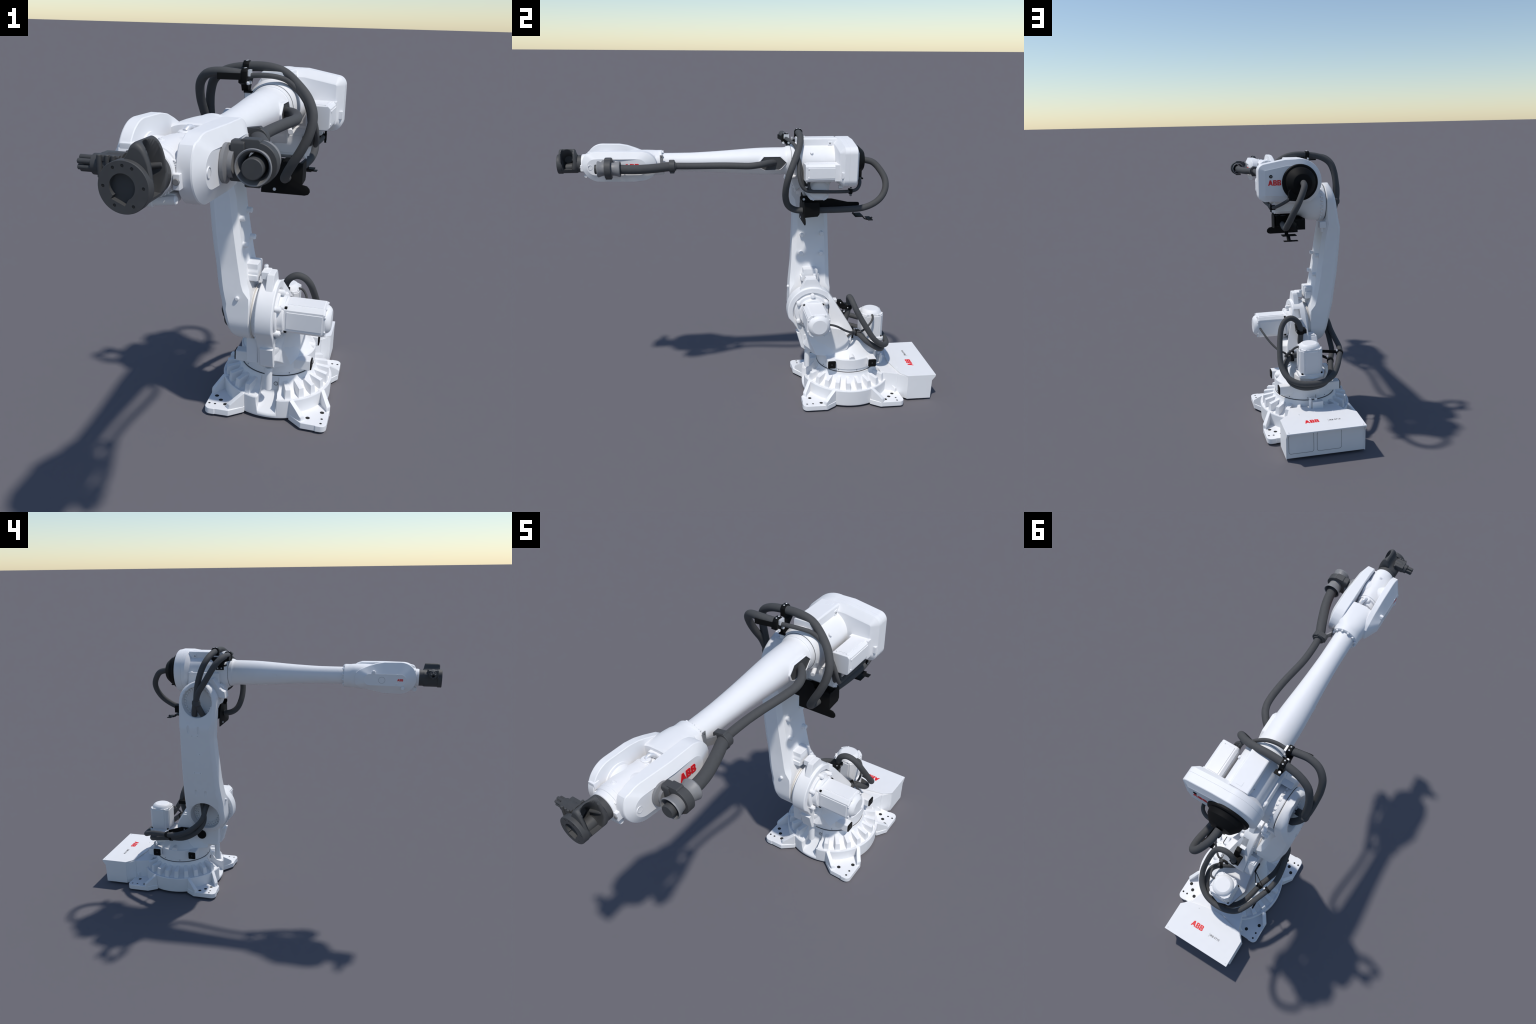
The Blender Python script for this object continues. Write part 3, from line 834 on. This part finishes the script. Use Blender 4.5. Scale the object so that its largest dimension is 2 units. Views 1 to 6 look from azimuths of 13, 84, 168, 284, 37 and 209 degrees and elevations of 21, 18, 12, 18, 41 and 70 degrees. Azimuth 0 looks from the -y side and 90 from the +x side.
cyl("flange_core", 'y', AXX - .002, AXZ, .0243, -.981, -.972, DARK, fp, 40, 0)
# multi-pin connector pointing to -x
con = revolve("connector_body", [(0, -.005), (.024, -.005), (.0245, -.035), (.0225, -.040), (.0225, -.050), (.0200, -.052), (.0200, -.056), (.0195, -.066), (.017, -.0675), (0, -.0675)], 'x', -.952, 1.374, DARK, tool, 40)
prism("connector_block", rrect(-.974, -.928, 1.382, 1.396, .004), 'x', -.052, -.008, DARK, con, .002)
for i in range(6):
    a = math.radians(30 + 60 * i)
    y, z = -.952 + .0108 * math.cos(a), 1.374 + .0108 * math.sin(a)
    rod("connector_pin", (-.060, y, z), (-.0945, y, z), .0052, DARK, con, 14, .001)
for x, y in ((-.030, -.974), (-.012, -.926), (-.018, -.975), (-.045, -.975)):
    rod("screw_post", (x, y, 1.355), (x, y, 1.397), .0045, DARK, con, 12)
for x, y in ((-.033, -.952), (-.020, -.945)):
    cyl("tapped_hole", 'z', x, y, .003, 1.39, 1.3965, HOLE, con, 12, 0)

# ================================================================== HOSE HOLDERS ON THE FOREARM
hold = revolve("hose_holder", [(0, .114), (.041, .114), (.0425, .116), (.0425, .123), (.036, .126), (.030, .128), (.030, .138), (0, .138)], 'x', -.740, 1.347, GREY, None, 56)
prism("holder_block", [(-.752, 1.312), (-.716, 1.312), (-.716, 1.392), (-.722, 1.397), (-.746, 1.397), (-.752, 1.392)], 'x', .130, .160, DARK, hold, .003)
ring = revolve("holder_ring", [(.026, -.747), (.044, -.747), (.0455, -.745), (.0455, -.719), (.044, -.717), (.026, -.717)], 'y', .184, 1.350, DARK, hold, 56)
prism("ring_block", rect(.150, .192, 1.380, 1.4005, .004), 'y', -.7475, -.7165, DARK, ring, .002)
box("ring_foot", .160, .195, -.747, -.717, 1.300, 1.312, DARK, ring, .003)
revolve("hose_cuff", [(.0270, -.742), (.0290, -.765), (.0350, -.781), (.0375, -.782), (.0390, -.778), (.0335, -.764), (.0310, -.752), (.0310, -.742)], 'y', .186, 1.350, GREY, hold, 48)
revolve("hose_cuff", [(.0270, -.718), (.0290, -.692), (.0350, -.676), (.0375, -.675), (.0390, -.679), (.0335, -.694), (.0310, -.706), (.0310, -.718)], 'y', .184, 1.349, GREY, hold, 48)
cyl("hose_plug", 'y', .188, 1.350, .0225, -.795, -.74, DARK, hold, 40, .002)
hose("wrist_hose", [(.186, -.745, 1.350), (.184, -.700, 1.349), (.181, -.655, 1.346), (.172, -.605, 1.343), (.155, -.55, 1.342), (.133, -.490, 1.343), (.117, -.450, 1.345), (.109, -.415, 1.346)], .0225, seg=28)
hose("forearm_hose", [(.111, -.44, 1.346), (.108, -.40, 1.346), (.107, -.363, 1.345), (.110, -.29, 1.345), (.120, -.22, 1.347), (.130, -.16, 1.348), (.137, -.10, 1.347), (.140, -.05, 1.346), (.136, -.01, 1.349), (.124, .022, 1.352), (.108, .045, 1.353), (.088, .068, 1.352), (.070, .085, 1.350)], .0165, seg=24)
mid = revolve("hose_clamp", [(.015, -.446), (.0285, -.446), (.030, -.444), (.030, -.420), (.0285, -.418), (.015, -.418)], 'y', .111, 1.346, DARK, None, 48)
prism("clamp_wing", [(.074, 1.366), (.079, 1.373), (.118, 1.379), (.124, 1.373), (.124, 1.366), (.110, 1.358), (.080, 1.335), (.076, 1.34)], 'y', -.445, -.421, DARK, mid, .002)
box("clamp_foot", .098, .126, -.443, -.421, 1.312, 1.320, DARK, mid, .002)
box("clamp_bracket", .0705, .0735, -.492, -.476, 1.312, 1.395, GREY, mid, .001)
prism("clamp_bracket", [(.071, -.478), (.074, -.478), (.092, -.446), (.089, -.443), (.071, -.470)], 'z', 1.330, 1.362, GREY, mid, .0008)
bolt((.0735, -.484, 1.386), (1, 0, 0), .003, .001, DARK, mid)

# ================================================================== DRESS-PACK HOSES
loopA = [(-.192, .275, 1.120), (-.222, .288, 1.165), (-.240, .302, 1.215), (-.246, .296, 1.283), (-.246, .285, 1.338), (-.238, .270, 1.389), (-.218, .253, 1.433), (-.170, .239, 1.464), (-.095, .230, 1.479), (-.020, .225, 1.481), (.040, .222, 1.467), (.092, .208, 1.430), (.139, .183, 1.383), (.161, .160, 1.332), (.156, .144, 1.278), (.136, .137, 1.227), (.105, .140, 1.172), (.078, .158, 1.124), (.066, .190, 1.100), (.066, .240, 1.092), (.080, .350, 1.096), (.095, .45, 1.101), (.106, .551, 1.111), (.110, .607, 1.134), (.104, .647, 1.166), (.089, .671, 1.209), (.066, .673, 1.253), (.040, .651, 1.298), (.018, .615, 1.336), (.011, .565, 1.349)]
hose("main_hose", loopA, .0168, seg=24)
loopB = [(-.192, .335, 1.125), (-.225, .322, 1.165), (-.248, .304, 1.222), (-.257, .284, 1.276), (-.261, .253, 1.321), (-.262, .220, 1.372), (-.250, .188, 1.424), (-.216, .163, 1.456), (-.165, .152, 1.464), (-.120, .155, 1.461), (-.072, .162, 1.456)]
hose("main_hose", loopB, .0165, seg=24)
bm = bmesh.new()
b_rev(bm, [(0, -.020), (.015, -.020), (.0225, -.012), (.024, 0), (.0225, .012), (.015, .020), (0, .020)], 'z', 0, 0, 24)
bmesh.ops.transform(bm, matrix=Matrix.Translation((-.243, .304, 1.212)), verts=bm.verts)
emit("hose_tie", bm, RUBBER)
hose("cable", [(-.078, .162, 1.452), (-.020, .160, 1.457), (.030, .170, 1.453), (.062, .186, 1.441), (.090, .198, 1.416), (.114, .200, 1.390), (.140, .200, 1.350), (.163, .198, 1.306), (.172, .205, 1.262), (.170, .222, 1.233), (.163, .245, 1.218), (.160, .30, 1.2135), (.160, .466, 1.213), (.150, .500, 1.219), (.115, .525, 1.240), (.080, .532, 1.262), (.062, .532, 1.285)], .0088, seg=16)
hose("cable", [(.130, .199, 1.366), (.150, .206, 1.320), (.157, .216, 1.270), (.150, .228, 1.228), (.138, .245, 1.218), (.125, .262, 1.225)], .0085, seg=16)
hose("cable", [(.124, .203, 1.375), (.138, .214, 1.330), (.142, .222, 1.280), (.135, .232, 1.250), (.120, .245, 1.240)], .0080, seg=16)
hose("cable", [(.158, .252, 1.275), (.158, .250, 1.245), (.158, .256, 1.222), (.158, .28, 1.214)], .0075, seg=14)

def clip(x0, x1, y, z, ry, parent=None):
    pass
# top clips: straps over the hoses with two posts
def strap(x, y, z, w, r, parent, tilt=0.0):
    """hose strap across y at hose centre (x, y, z); hose runs along x"""
    pts = [(y - r - .004, z - r - .006), (y - r - .004, z + r * .6), (y - r * .7, z + r + .004), (y + r * .7, z + r + .004), (y + r + .004, z + r * .6), (y + r + .004, z - r - .006)]
    o = prism("hose_strap", pts, 'x', x - w, x + w, BLACK, parent, .0015)
    for s in (-.5, .5):
        bolt((x, y + s * r, z + r + .004), (0, 0, 1), .0035, .001, STEEL, o)
    return o
br = prism("strap_bracket", [(.142, 1.440), (.262, 1.448), (.262, 1.440), (.235, 1.415), (.225, 1.400), (.190, 1.400), (.18, 1.42), (.142, 1.430)], 'x', -.100, -.076, BLACK, None, .0015)
s1 = strap(-.092, .231, 1.479, .0105, .017, br)
s2 = strap(-.080, .160, 1.458, .0105, .017, br)
box("strap_foot", -.100, -.070, .255, .275, 1.447, 1.452, BLACK, s1, .001)
bolt((-.092, .263, 1.452), (0, 0, 1), .006, .010, STEEL, s1)
bolt((-.092, .198, 1.445), (0, 0, 1), .006, .012, STEEL, s2)
bolt((-.068, .148, 1.430), (1, 0, 0), .006, .006, STEEL, s2)
bolt((-.068, .176, 1.430), (1, 0, 0), .006, .006, STEEL, s2)
prism("strap_arm", [(-.172, .130), (-.160, .130), (-.078, .142), (-.078, .150), (-.172, .140)], 'z', 1.440, 1.462, BLACK, s2, .001)
box("strap_base", -.090, -.020, .176, .232, 1.395, 1.402, BLACK, br, .002)
box("mount_pad", -.088, -.010, .182, .240, 1.375, 1.397, WHITE, hous, .003)
box("strap_base_plate", -.0895, -.086, .186, .236, 1.375, 1.395, BLACK, br, .001)
for y in (.20, .222):
    bolt((-.0895, y, 1.385), (-1, 0, 0), .004, .0015, STEEL, br)
box("strap_label", -.0695, -.060, .150, .178, 1.452, 1.474, STEEL, s2, .001)

# black hose carrier under the elbow
front_pl = [(-.031, 1.030), (.135, 1.030), (.148, 1.034), (.154, 1.044), (.152, 1.056), (.142, 1.066), (.124, 1.070), (.124, 1.142), (.118, 1.149), (.050, 1.149), (.040, 1.170), (.012, 1.178), (.005, 1.178), (-.002, 1.150), (-.029, 1.112)]
car = prism("hose_carrier", front_pl, 'y', .236, .241, BLACK, None, .0015)
prism("carrier_side", [(.240, 1.148), (.310, 1.148), (.316, 1.140), (.318, 1.085), (.308, 1.072), (.250, 1.068), (.240, 1.066)], 'x', .119, .124, BLACK, car, .0012)
prism("carrier_side", [(.222, 1.176), (.258, 1.176), (.264, 1.165), (.30, 1.145), (.241, 1.13), (.222, 1.16)], 'x', .080, .085, BLACK, car, .0012)
bolt((.086, .239, 1.158), (1, 0, 0), .0065, .004, STEEL, car)
prism("carrier_rail", [(.240, 1.150), (.395, 1.150), (.482, 1.130), (.540, 1.128), (.546, 1.123), (.546, 1.085), (.24, 1.072)], 'x', .042, .047, BLACK, car, .0012)
box("carrier_cross_plate", -.034, .046, .408, .412, 1.074, 1.128, BLACK, car, .001)
box("carrier_block", -.062, .112, .242, .300, 1.078, 1.140, BLACK, car, .003)
box("carrier_block", -.036, .020, .295, .400, 1.078, 1.128, BLACK, car, .003)
prism("carrier_flap", [(.495, 1.090), (.500, 1.090), (.513, 1.071), (.552, 1.069), (.566, 1.052), (.579, 1.046), (.607, 1.056), (.608, 1.053), (.579, 1.0425), (.562, 1.048), (.549, 1.0655), (.511, 1.068)][::-1], 'x', .085, .105, BLACK, car, .0006)
box("carrier_flap_end", .052, .128, .578, .604, 1.046, 1.050, BLACK, car, .0008)
box("carrier_flap_end", .048, .125, .508, .552, 1.0655, 1.0705, BLACK, car, .0008)
bolt((.021, .236, 1.046), (0, -1, 0), .0065, .003, STEEL, car, True)
prism("small_clamp", rrect(.461, .471, 1.190, 1.236, .004), 'x', .166, .174, BLACK, car, .001)
prism("small_clamp", rrect(.456, .476, 1.200, 1.226, .003), 'x', .146, .168, BLACK, car, .001)
for z in (1.196, 1.230):
    bolt((.174, .466, z), (1, 0, 0), .003, .001, STEEL, car)

# shoulder hoses
loopO = [(-.120, .300, .575), (-.158, .304, .550), (-.180, .309, .515), (-.190, .320, .488), (-.196, .351, .453), (-.207, .407, .414), (-.211, .475, .388), (-.198, .535, .376), (-.170, .606, .365), (-.140, .672, .350), (-.103, .722, .324), (-.048, .746, .303), (.023, .750, .298), (.090, .735, .302), (.143, .694, .324), (.166, .640, .372), (.163, .595, .440), (.152, .556, .505), (.136, .530, .556), (.112, .518, .586), (.080, .513, .596), (.050, .514, .580), (.032, .520, .552), (.026, .523, .520), (.028, .512, .460), (.020, .495, .40), (.005, .48, .35)]
hose("shoulder_hose", loopO, .0155, seg=24)
loopI = [(-.118, .335, .570), (-.150, .318, .520), (-.172, .312, .475), (-.184, .338, .425), (-.184, .385, .385), (-.178, .439, .357), (-.163, .480, .343), (-.142, .533, .333), (-.125, .597, .319), (-.104, .658, .302), (-.055, .708, .276), (.014, .722, .266), (.075, .716, .270), (.117, .690, .285), (.138, .646, .317), (.138, .600, .352), (.116, .574, .376), (.086, .552, .385), (.050, .530, .380), (.010, .505, .360)]
hose("shoulder_hose", loopI, .0155, seg=24)
hose("motor_cable", [(.231, .360, .502), (.229, .385, .498), (.218, .418, .482), (.190, .465, .445), (.155, .508, .415), (.125, .533, .403), (.110, .520, .385), (.115, .495, .365), (.118, .475, .35)], .0058, seg=14)
hose("motor_cable", [(.068, .650, .475), (.086, .650, .474), (.104, .640, .455), (.118, .612, .428), (.122, .580, .402), (.112, .560, .392), (.095, .552, .388)], .0058, seg=14)
rod("cable_joint", (.095, .545, .392), (.118, .530, .384), .013, RUBBER, None, 16, .006)

# brackets on the shoulder
bk = box("hose_bracket", -.005, .048, .480, .535, .505, .528, BLACK, frame, .002)
prism("hose_bracket_arm", [(.450, .560), (.475, .560), (.500, .530), (.500, .512), (.470, .512), (.450, .540)], 'x', .018, .046, BLACK, bk, .002)
bolt((.049, .512, .516), (1, 0, 0), .003, .001, STEEL, bk)
bolt((.049, .470, .548), (1, 0, 0), .003, .001, STEEL, bk)
box("bracket_pad", .000, .034, .420, .452, .545, .563, WHITE, frame, .003)
lb = box("hose_bracket", .070, .098, .525, .540, .350, .412, BLACK, frame, .002)
bolt((.085, .543, .400), (.2, .5, .8), .005, .003, STEEL, lb)
def bar(name, p, q, th, hz, mat, parent):
    """upright flat strap between two points"""
    p, q = Vector(p), Vector(q)
    d = (q - p).normalized()
    n = d.cross(Vector((0, 0, 1))).normalized() * th / 2
    u = Vector((0, 0, hz / 2))
    return loft(name, [[p + n + u, p - n + u, p - n - u, p + n - u], [q + n + u, q - n + u, q - n - u, q + n - u]], mat, parent, 30, .0008)
rb = bar("hose_bracket", (-.082, .440, .368), (-.082, .492, .368), .005, .030, BLACK, frame)
bar("bracket_strap", (-.082, .488, .376), (-.172, .548, .386), .004, .018, BLACK, rb)
bar("bracket_strap", (-.082, .490, .358), (-.120, .546, .352), .004, .016, BLACK, rb)
def wrap(c, d, r, w, parent):
    c, d = Vector(c), Vector(d).normalized()
    bm = bmesh.new()
    b_rev(bm, [(r - .002, -w), (r + .004, -w), (r + .004, w), (r - .002, w), (r - .002, -w)], 'z', 0, 0, 32)
    bmesh.ops.remove_doubles(bm, verts=bm.verts, dist=1e-5)
    M = Matrix.Translation(c) @ d.to_track_quat('Z', 'Y').to_matrix().to_4x4()
    bmesh.ops.transform(bm, matrix=M, verts=bm.verts)
    return emit("hose_strap", bm, BLACK, parent)
wrap((-.194, .543, .375), (.03, .07, -.01), .0155, .008, rb)
wrap((-.139, .541, .331), (.02, .065, -.012), .0155, .008, rb)
wrap((.098, .560, .383), (.03, .025, .01), .0155, .008, lb)
wrap((.027, .522, .512), (0, .05, 1), .0155, .009, bk)
bolt((-.176, .548, .392), (0, 0, 1), .0055, .005, STEEL, rb)
bolt((-.122, .545, .360), (0, 0, 1), .0055, .005, STEEL, rb)
for y in (.455, .475):
    bolt((-.083, y, .370), (-1, 0, 0), .0045, .002, STEEL, rb)

for o in list(bpy.data.objects):
    if o.name.startswith("cutter") or o.name.startswith("channel"):
        bpy.data.objects.remove(o, do_unlink=True)
